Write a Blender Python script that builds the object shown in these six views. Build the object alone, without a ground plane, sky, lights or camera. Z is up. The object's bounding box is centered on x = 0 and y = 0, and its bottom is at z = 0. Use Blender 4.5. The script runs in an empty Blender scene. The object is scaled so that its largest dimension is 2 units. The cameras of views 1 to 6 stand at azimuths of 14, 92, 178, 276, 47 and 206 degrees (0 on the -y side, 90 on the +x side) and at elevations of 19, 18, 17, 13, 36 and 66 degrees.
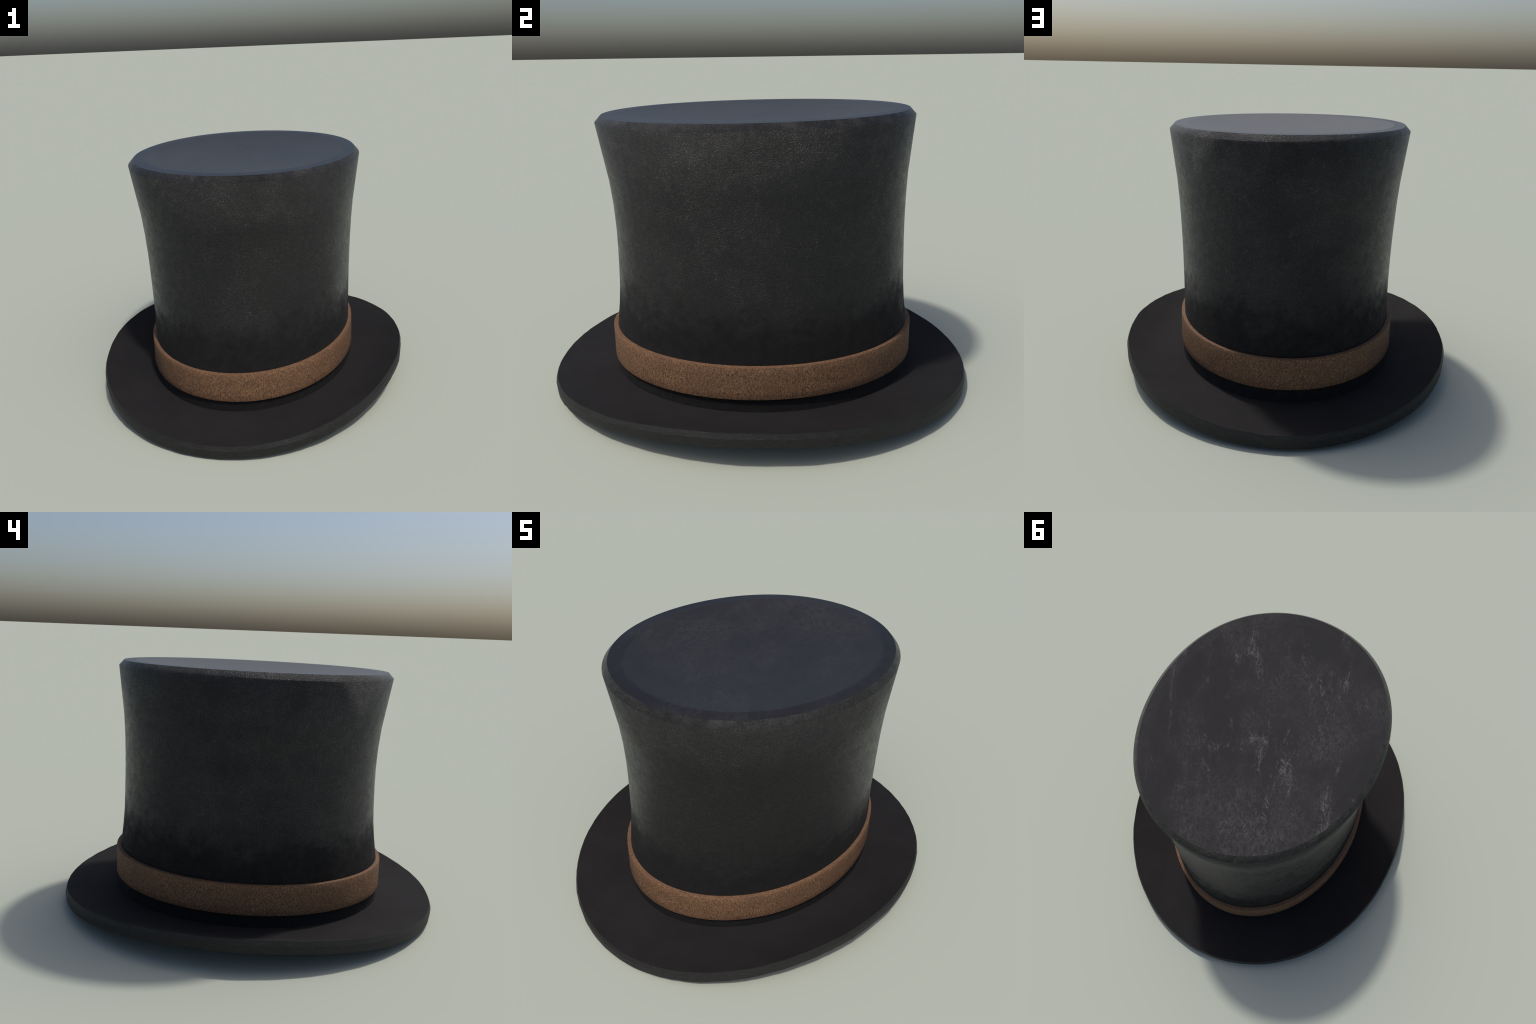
"""Tall black felt hat: flared oval crown with a chamfered flat top, brown woven
hat band, thick brim that curls up at the sides.  Everything is lofted from a few
oval cross-sections."""
import bpy, math
from mathutils import Vector, noise

SEG = 192                       # steps round every oval
TAU = 2 * math.pi


# ------------------------------------------------------------------ helpers
def spline(xs, ys, x):
    """natural cubic spline through a handful of control points"""
    n = len(xs)
    h = [xs[i + 1] - xs[i] for i in range(n - 1)]
    a = [0.0] * n; b = [1.0] * n; c = [0.0] * n; d = [0.0] * n
    for i in range(1, n - 1):
        a[i] = h[i - 1]; b[i] = 2 * (h[i - 1] + h[i]); c[i] = h[i]
        d[i] = 6 * ((ys[i + 1] - ys[i]) / h[i] - (ys[i] - ys[i - 1]) / h[i - 1])
    for i in range(1, n):
        w = a[i] / b[i - 1]
        b[i] -= w * c[i - 1]; d[i] -= w * d[i - 1]
    m = [0.0] * n
    m[-1] = d[-1] / b[-1]
    for i in range(n - 2, -1, -1):
        m[i] = (d[i] - c[i] * m[i + 1]) / b[i]
    k = 0
    while k < n - 2 and x > xs[k + 1]:
        k += 1
    p = xs[k + 1] - x; q = x - xs[k]; H = h[k]
    return ((m[k] * p ** 3 + m[k + 1] * q ** 3) / (6 * H)
            + (ys[k] / H - m[k] * H / 6) * p + (ys[k + 1] / H - m[k + 1] * H / 6) * q)


def lerp(a, b, t):
    return a + (b - a) * t


def loft(name, rings, mat, parent, closed=False, cap_end=False, sharp_deg=30):
    """skin a list of rings (each a list of SEG points) into a mesh object"""
    n = len(rings[0])
    verts = [p for r in rings for p in r]
    faces = []
    last = len(rings) if closed else len(rings) - 1
    for i in range(last):
        j = (i + 1) % len(rings)
        for k in range(n):
            l = (k + 1) % n
            faces.append((i * n + k, i * n + l, j * n + l, j * n + k))
    if cap_end:
        c = rings[-1]
        verts.append(tuple(sum(p[a] for p in c) / n for a in range(3)))
        b = (len(rings) - 1) * n
        for k in range(n):
            faces.append((b + k, b + (k + 1) % n, len(verts) - 1))
    me = bpy.data.meshes.new(name)
    me.from_pydata(verts, [], faces)
    me.update()
    me.set_sharp_from_angle(angle=math.radians(sharp_deg))
    for p in me.polygons:
        p.use_smooth = True
    me.materials.append(mat)
    ob = bpy.data.objects.new(name, me)
    bpy.context.scene.collection.objects.link(ob)
    ob.parent = parent
    return ob


# ------------------------------------------------------------------ shape rules
# phi runs from the front (-y) over the right side (+x)
PHI = [TAU * k / SEG for k in range(SEG)]

CROWN_Z  = [0.070, 0.160, 0.280, 0.420, 0.580, 0.750, 0.950, 1.120, 1.2403]
CROWN_AX = [0.5635, 0.556, 0.550, 0.5485, 0.5500, 0.5557, 0.5682, 0.5874, 0.6042]
CROWN_AY = [0.714, 0.709, 0.7000, 0.6802, 0.6697, 0.6649, 0.6701, 0.6868, 0.7034]
CROWN_CY = [0.0090, 0.0090, 0.0095, 0.0112, 0.0122, 0.0121, 0.0084, 0.0023, -0.0017]
TOP_Z = 1.2674
TOP_INSET = 0.025


def oval(ax, ay, cy, z, inset=0.0):
    """one cross-section of the crown: slightly squared, slightly egg-shaped oval"""
    yaw, up = -0.019, min(1.0, max(0.0, (z - 0.25) / 0.3))
    pts = []
    for f in PHI:
        k = 1 - 0.0126 * up * (math.cos(4 * f) - 1) / 2
        x = (ax - inset) * math.sin(f) * (1 + 0.016 * up * math.cos(f)) * k
        y = -(ay - inset) * math.cos(f) * k
        X = x * math.cos(yaw) - y * math.sin(yaw) + 0.0054 * up - 0.0058 * z * up
        Y = x * math.sin(yaw) + y * math.cos(yaw) + cy
        pts.append((X, Y, z + 0.0117 * up * Y - 0.0070 * up * X))
    return pts


def crown_ring(z, inset=0.0):
    return oval(spline(CROWN_Z, CROWN_AX, z), spline(CROWN_Z, CROWN_AY, z),
                spline(CROWN_Z, CROWN_CY, z), z, inset)


def top_ring(inset, dz=0.0):
    return oval(CROWN_AX[-1], CROWN_AY[-1], CROWN_CY[-1], TOP_Z + dz, inset)


BRIM_AX, BRIM_AY, BRIM_CX, BRIM_CY, BRIM_YAW = 0.8454, 1.0118, 0.0019, 0.0131, -0.0432
BRIM_R = [0.0089, -0.0133, 0.0047, -0.0024, -0.0016]     # outline harmonics, cosine
BRIM_RS = [-0.0009, 0.0059, 0.0002]                      # outline harmonics, sine
BRIM_H = [0.0552, -0.0003, -0.0446, -0.0008, 0.0014]     # height of the lower rim
BRIM_HS = [-0.0012, -0.0026, -0.0016]
RIM_T = 0.060
BRIM_IN_Z = 0.073


def brim_ring(inset, dz):
    pts = []
    for f in PHI:
        k = (1 + sum(a * math.cos((i + 1) * f) for i, a in enumerate(BRIM_R))
             + sum(a * math.sin((i + 1) * f) for i, a in enumerate(BRIM_RS)))
        z = (sum(a * math.cos(i * f) for i, a in enumerate(BRIM_H))
             + sum(a * math.sin((i + 1) * f) for i, a in enumerate(BRIM_HS)))
        # the felt edge is not quite even
        p = Vector((6 * math.sin(f), 6 * math.cos(f), 9 * dz))
        wob = 0.0022 * noise.noise(p) + 0.0018 * noise.noise(p * 4)
        x = (BRIM_AX - inset + wob) * math.sin(f) * k
        y = -(BRIM_AY - inset + wob) * math.cos(f) * k
        z += 0.0022 * noise.noise(p * 3 + Vector((0, 0, 7)))
        c, s = math.cos(BRIM_YAW), math.sin(BRIM_YAW)
        pts.append((x * c - y * s + BRIM_CX, x * s + y * c + BRIM_CY, z + dz))
    return pts


def blend(r0, r1, t, power):
    """ring between two rings; height follows its own curve"""
    return [(lerp(a[0], b[0], t), lerp(a[1], b[1], t), lerp(a[2], b[2], t ** power))
            for a, b in zip(r0, r1)]


# ------------------------------------------------------------------ materials
class Nodes:
    def __init__(self, name):
        self.mat = bpy.data.materials.new(name)
        self.mat.use_nodes = True
        self.t = self.mat.node_tree
        self.bsdf = self.t.nodes["Principled BSDF"]
        self.co = self.add("ShaderNodeTexCoord").outputs["Object"]

    def add(self, kind, **props):
        n = self.t.nodes.new(kind)
        for k, v in props.items():
            setattr(n, k, v)
        return n

    def put(self, sock, v):
        if isinstance(v, bpy.types.NodeSocket):
            self.t.links.new(v, sock)
        else:
            sock.default_value = v

    def mapping(self, scale, rot=(0, 0, 0)):
        n = self.add("ShaderNodeMapping")
        self.put(n.inputs["Vector"], self.co)
        n.inputs["Scale"].default_value = scale
        n.inputs["Rotation"].default_value = rot
        return n.outputs[0]

    def noise(self, scale, detail=4.0, rough=0.55, vec=None, dist=0.0):
        n = self.add("ShaderNodeTexNoise")
        self.put(n.inputs["Vector"], vec or self.co)
        n.inputs["Scale"].default_value = scale
        n.inputs["Detail"].default_value = detail
        n.inputs["Roughness"].default_value = rough
        n.inputs["Distortion"].default_value = dist
        return n.outputs[0]

    def voronoi(self, scale, vec=None, feature='F1'):
        n = self.add("ShaderNodeTexVoronoi", feature=feature)
        self.put(n.inputs["Vector"], vec or self.co)
        n.inputs["Scale"].default_value = scale
        return n.outputs["Distance"]

    def math(self, op, a, b=0.0, clamp=False):
        n = self.add("ShaderNodeMath", operation=op, use_clamp=clamp)
        self.put(n.inputs[0], a); self.put(n.inputs[1], b)
        return n.outputs[0]

    def range(self, v, a, b, c=0.0, d=1.0, smooth=True):
        n = self.add("ShaderNodeMapRange", interpolation_type='SMOOTHSTEP' if smooth else 'LINEAR')
        self.put(n.inputs["Value"], v)
        for s, x in zip(("From Min", "From Max", "To Min", "To Max"), (a, b, c, d)):
            self.put(n.inputs[s], x)
        return n.outputs[0]

    def mix(self, f, a, b):
        n = self.add("ShaderNodeMix", data_type='RGBA')
        self.put(n.inputs[0], f)
        for s, v in ((n.inputs[6], a), (n.inputs[7], b)):
            self.put(s, v if isinstance(v, bpy.types.NodeSocket) else (*v, 1.0))
        return n.outputs[2]

    def bump(self, h, strength, dist, normal=None):
        n = self.add("ShaderNodeBump")
        self.put(n.inputs["Strength"], strength)
        n.inputs["Distance"].default_value = dist
        self.put(n.inputs["Height"], h)
        if normal:
            self.put(n.inputs["Normal"], normal)
        return n.outputs[0]

    def height(self):
        n = self.add("ShaderNodeSeparateXYZ")
        self.put(n.inputs[0], self.co)
        return n.outputs["Z"]

    def facing(self):
        n = self.add("ShaderNodeLayerWeight")
        n.inputs["Blend"].default_value = 0.5
        return n.outputs["Facing"]

    def set(self, **kw):
        for k, v in kw.items():
            s = self.bsdf.inputs[k.replace("_", " ")]
            if isinstance(v, tuple) and len(v) == 3:
                v = (*v, 1.0)
            self.put(s, v)
        return self.mat


def crown_felt():
    m = Nodes("crown_felt")
    z = m.height()
    patch = m.noise(6.0, 9.0, 0.74)
    # polished upper part; clean dull felt low down, with a ragged cloudy border
    level = m.math('ADD', z, m.math('MULTIPLY', m.math('SUBTRACT', patch, 0.5), 0.55))
    worn = m.range(level, 0.36, 0.60)
    fine = m.noise(420, 2, 0.6, m.mapping((1, 1, 1.3)))
    coarse = m.noise(190, 3, 0.62, m.mapping((1, 1, 1.4)))
    mottle = m.noise(26, 6, 0.65)
    col = m.mix(worn, (0.0112, 0.0102, 0.0106), (0.0104, 0.0095, 0.0093))
    col = m.mix(m.range(mottle, 0.4, 0.65), m.mix(worn, (0.0098, 0.0089, 0.0093), (0.0072, 0.0068, 0.0066)), col)
    # rubbed paler patches on the chamfer round the top
    rub = m.math('MULTIPLY', m.range(z, 1.225, 1.248), m.range(m.noise(16, 6, 0.7), 0.42, 0.62))
    col = m.mix(m.math('MULTIPLY', rub, 0.6), col, (0.034, 0.031, 0.031))
    rough = m.range(worn, 0.0, 1.0, 0.84, 0.40, smooth=False)
    rough = m.math('ADD', rough, m.range(mottle, 0.35, 0.65, 0.10, -0.04))
    # single hairs shine more than the ground of the felt
    hairs = m.range(coarse, 0.48, 0.66, 0.04, -0.17)
    rough = m.math('ADD', rough, m.math('MULTIPLY', hairs, worn))
    h = m.math('ADD', m.math('MULTIPLY', fine, 0.35), coarse)
    # relief is uneven over the cloth and seems combed flat at a grazing angle
    relief = m.range(m.noise(4.5, 4, 0.6), 0.36, 0.62, 0.55, 1.0)
    relief = m.math('MULTIPLY', relief, m.range(m.facing(), 0.45, 0.85, 0.92, 0.25))
    relief = m.math('MULTIPLY', relief, m.range(z, 0.90, 1.22, 0.95, 1.25))
    n = m.bump(h, relief, 0.0066)
    return m.set(Base_Color=col, Roughness=rough,
                 Specular_IOR_Level=m.math('ADD', m.range(worn, 0, 1, 0.24, 0.44, smooth=False),
                                           m.math('MULTIPLY', worn, m.math('ADD', m.range(coarse, 0.5, 0.68, -0.06, 0.36), m.range(m.facing(), 0.45, 0.9, 0.0, 0.55)))),
                 Normal=n)


def top_felt():
    m = Nodes("top_felt")

    def drawn(stretch, turn=0.37):
        n = m.add("ShaderNodeMapping", vector_type='TEXTURE')
        m.put(n.inputs["Vector"], m.co)
        n.inputs["Rotation"].default_value = (0, 0, turn)
        n.inputs["Scale"].default_value = (1, stretch, 1)
        return n.outputs[0]

    streak = m.noise(9, 8, 0.70, drawn(3.2), 1.0)          # long brushed scuffs
    fibre = m.noise(54, 6, 0.72, drawn(2.0), 2.0)           # curly fibres
    dots = m.noise(120, 3, 0.7)
    cloud = m.noise(3.6, 5, 0.6, drawn(1.4))
    a = m.range(streak, 0.53, 0.68)
    b = m.range(fibre, 0.50, 0.68)
    c = m.range(cloud, 0.40, 0.62)
    hair = m.math('ABSOLUTE', m.math('SUBTRACT', m.noise(27, 7, 0.72, drawn(2.8), 1.6), 0.5))
    hair = m.range(hair, 0.030, 0.004)                       # thin curving lines
    scuff = m.math('MULTIPLY', b, m.math('ADD', m.math('MULTIPLY', a, 0.62), m.math('MULTIPLY', c, 0.18)))
    scuff = m.math('ADD', scuff, m.math('MULTIPLY', hair, m.math('ADD', m.math('MULTIPLY', a, 0.70), m.math('MULTIPLY', c, 0.10))))
    scuff = m.math('ADD', scuff, m.math('MULTIPLY', m.range(dots, 0.60, 0.75), m.math('MULTIPLY', c, 0.30)), clamp=True)
    base = m.mix(m.range(cloud, 0.38, 0.62), (0.0125, 0.0112, 0.0132), (0.0225, 0.0208, 0.0215))
    base = m.mix(m.range(fibre, 0.38, 0.58), (0.0095, 0.0086, 0.0102), base)
    # seen flat-on the scuffs show; they sink into the nap at a lower angle
    scuff = m.math('MULTIPLY', scuff, m.range(m.facing(), 0.12, 0.42, 1.0, 0.12, smooth=False))
    col = m.mix(scuff, base, (0.125, 0.117, 0.113))
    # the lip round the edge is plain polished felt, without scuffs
    sep = m.add("ShaderNodeSeparateXYZ")
    m.put(sep.inputs[0], m.co)
    ex = m.math('POWER', m.math('ABSOLUTE', m.math('DIVIDE', sep.outputs["X"], CROWN_AX[-1] - TOP_INSET)), 2)
    ey = m.math('POWER', m.math('ABSOLUTE', m.math('DIVIDE', sep.outputs["Y"], CROWN_AY[-1] - TOP_INSET)), 2)
    lip = m.range(m.math('SQRT', m.math('ADD', ex, ey)), 0.895, 0.935)
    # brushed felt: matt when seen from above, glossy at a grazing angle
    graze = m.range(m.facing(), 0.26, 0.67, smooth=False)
    rough = m.math('ADD', m.range(fibre, 0.35, 0.65, 0.75, 0.83, smooth=False), m.math('MULTIPLY', graze, -0.29))
    rough = m.math('ADD', rough, m.math('MULTIPLY', lip, m.range(graze, 0, 1, 0.0, -0.11, smooth=False)))
    spec = m.range(m.math('POWER', graze, 2), 0, 1, 0.30, 0.78, smooth=False)
    spec = m.math('MULTIPLY', spec, m.math('SUBTRACT', 1.0, m.math('MULTIPLY', m.math('MULTIPLY', lip, graze), 0.45)))
    # cloth colour tinted grey, then paler, painting the low-sky reflection at grazing angles
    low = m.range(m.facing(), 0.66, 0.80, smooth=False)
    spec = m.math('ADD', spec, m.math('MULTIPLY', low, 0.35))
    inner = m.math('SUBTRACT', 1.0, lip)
    sky_tint = m.math('MULTIPLY', inner, m.math('POWER', graze, 4))
    col = m.mix(m.math('MULTIPLY', sky_tint, 0.13), col, (0.036, 0.047, 0.028))
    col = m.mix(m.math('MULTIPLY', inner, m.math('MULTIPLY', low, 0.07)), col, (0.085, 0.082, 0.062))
    n = m.bump(fibre, m.range(lip, 0, 1, 0.14, 0.04), 0.005)
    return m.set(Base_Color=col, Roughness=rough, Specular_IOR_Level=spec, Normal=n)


def brim_felt():
    m = Nodes("brim_felt")
    fine = m.noise(300, 3, 0.6)
    cloud = m.noise(5, 4, 0.55)
    col = m.mix(m.range(cloud, 0.35, 0.65), (0.0115, 0.0103, 0.0106), (0.0142, 0.0128, 0.0130))
    return m.set(Base_Color=col, Roughness=0.88, Specular_IOR_Level=0.22, Normal=m.bump(fine, 0.1, 0.003))


def edge_felt():
    m = Nodes("edge_felt")
    st = m.noise(40, 6, 0.7, m.mapping((1, 1, 4.0)))
    col = m.mix(m.range(st, 0.45, 0.65), (0.0085, 0.0082, 0.0078), (0.0185, 0.0179, 0.0170))
    n = m.bump(m.noise(80, 5, 0.65, m.mapping((1, 1, 2.2))), 0.4, 0.006)
    return m.set(Base_Color=col, Roughness=0.60, Specular_IOR_Level=0.38, Normal=n)


def band_weave():
    m = Nodes("band_weave")
    weft = m.noise(105, 2, 0.6, m.mapping((1, 1, 4.5)))       # threads along the band
    warp = m.noise(360, 2, 0.6, m.mapping((1, 1, 0.22)))      # threads up the band
    grain = m.noise(230, 3, 0.65)
    cloud = m.noise(7, 5, 0.6)
    g = m.math('ADD', m.math('MULTIPLY', weft, 0.60), m.math('ADD', m.math('MULTIPLY', warp, 0.65), m.math('MULTIPLY', grain, 0.25)))
    t = m.range(g, 0.58, 0.93)
    col = m.mix(t, (0.048, 0.026, 0.016), (0.298, 0.160, 0.080))
    col = m.mix(m.range(cloud, 0.4, 0.65, 0, 0.4), col, (0.125, 0.064, 0.037))
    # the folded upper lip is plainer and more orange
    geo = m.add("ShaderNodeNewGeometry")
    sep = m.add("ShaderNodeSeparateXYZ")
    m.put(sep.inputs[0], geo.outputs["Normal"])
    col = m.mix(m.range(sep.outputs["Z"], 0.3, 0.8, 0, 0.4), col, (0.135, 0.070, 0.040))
    return m.set(Base_Color=col, Roughness=0.72, Specular_IOR_Level=0.3, Normal=m.bump(g, 0.55, 0.005))


def lining_cloth():
    m = Nodes("lining_cloth")
    col = m.mix(m.noise(60, 3), (0.012, 0.011, 0.011), (0.02, 0.018, 0.018))
    return m.set(Base_Color=col, Roughness=0.8)


# ------------------------------------------------------------------ build
hat = bpy.data.objects.new("top_hat", None)
bpy.context.scene.collection.objects.link(hat)
hat["label"] = "tall black felt top hat with brown woven band"
hat["category"] = "hat"

M_CROWN, M_TOP, M_BRIM = crown_felt(), top_felt(), brim_felt()
M_EDGE, M_BAND, M_LINING = edge_felt(), band_weave(), lining_cloth()

# crown: wall from below the brim surface up to the flare, then the chamfer
# (few, broad rows: the felt rounds over softly from the chamfer into the wall)
wall = [crown_ring(z) for z in (0.070, 0.115, 0.160, 0.280, 0.390, 0.485, 0.580, 0.675, 0.770, 0.880, 0.990, CROWN_Z[-1])]
wall.append(top_ring(TOP_INSET))
crown = loft("crown", wall, M_CROWN, hat, sharp_deg=180)

# top: a narrow flat lip round a very shallow dish
LIP, DISH = 0.058, 0.042
tops = [top_ring(TOP_INSET), top_ring(TOP_INSET + 0.5 * LIP), top_ring(TOP_INSET + LIP)]
lip = tops[-1]
mid = [sum(p[a] for p in lip) / SEG for a in range(3)]
for i in range(1, 24):
    q = 1 - i / 24
    tops.append([(lerp(mid[0], p[0], q), lerp(mid[1], p[1], q), lerp(mid[2], p[2], q) - DISH * (1 - q * q))
                 for p in lip])
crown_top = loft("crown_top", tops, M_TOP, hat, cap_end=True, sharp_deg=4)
crown_top.data.vertices[-1].co.z = mid[2] - DISH

# brown band: a closed loop with a real thickness and eased edges
def band_ring(out, z):
    pts = []
    for f in PHI:
        x = (0.5728 + out) * math.sin(f); y = -(0.7226 + out) * math.cos(f)
        yaw = -0.0055
        X = x * math.cos(yaw) - y * math.sin(yaw) - 0.0014
        Y = x * math.sin(yaw) + y * math.cos(yaw) + 0.0096
        pts.append((X, Y, z + 0.0059 * Y - 0.0034 * X))
    return pts

Z0, Z1, TH = 0.1365, 0.2848, 0.024
prof = [(-TH, Z0), (-0.0024, Z0), (-0.0007, Z0 + 0.0007), (0.0, Z0 + 0.0024)]
prof += [(lerp(0, -0.0026, t), lerp(Z0, Z1, t)) for t in (0.25, 0.5, 0.75)]
prof += [(-0.0026, Z1 - 0.0024), (-0.0033, Z1 - 0.0007), (-0.0050, Z1), (-TH, Z1)]
hat_band = loft("hat_band", [band_ring(o, z) for o, z in prof], M_BAND, hat, closed=True)

# brim: upper skin, rolled edge, lower skin
BEV, LOW, MID = 0.0084, 0.0024, 0.64
inner_up = crown_ring(CROWN_Z[0])
inner_up = [(x, y, BRIM_IN_Z) for x, y, z in inner_up]
rim_top, rim_mid, rim_low = brim_ring(BEV, RIM_T), brim_ring(0, RIM_T * MID), brim_ring(LOW, 0.0)
POW = 1.7
upper = [blend(inner_up, rim_top, i / 24, POW) for i in range(25)]
under_in = [(lerp(x, 0, 0.04), lerp(y, 0, 0.04), 0.012) for x, y, z in inner_up]
lower = [blend(rim_low, under_in, i / 24, 1.0) for i in range(25)]
for i, r in enumerate(lower):
    t = 1 - i / 24
    lower[i] = [(p[0], p[1], lerp(q[2], e[2], t ** POW)) for p, q, e in zip(r, under_in, rim_low)]
brim_edge = loft("brim_edge", [rim_low, rim_mid, rim_top], M_EDGE, hat, sharp_deg=12)
brim = loft("brim", upper[::-1][:0] + upper, M_BRIM, hat)
underside = loft("brim_underside", lower, M_BRIM, hat)

# inside: sweat band from the ground up, then the lining of the crown
inside = [[(x * 0.96, y * 0.96, z) for x, y, z in under_in]]
inside = [under_in, [(x, y, 0.0) for x, y, z in under_in], [(x * 0.985, y * 0.985, 0.0) for x, y, z in under_in]]
inside += [crown_ring(z, 0.03) for z in (0.12, 0.3, 0.5, 0.75, 1.0, 1.2)]
lining = loft("lining", inside, M_LINING, hat, cap_end=True)
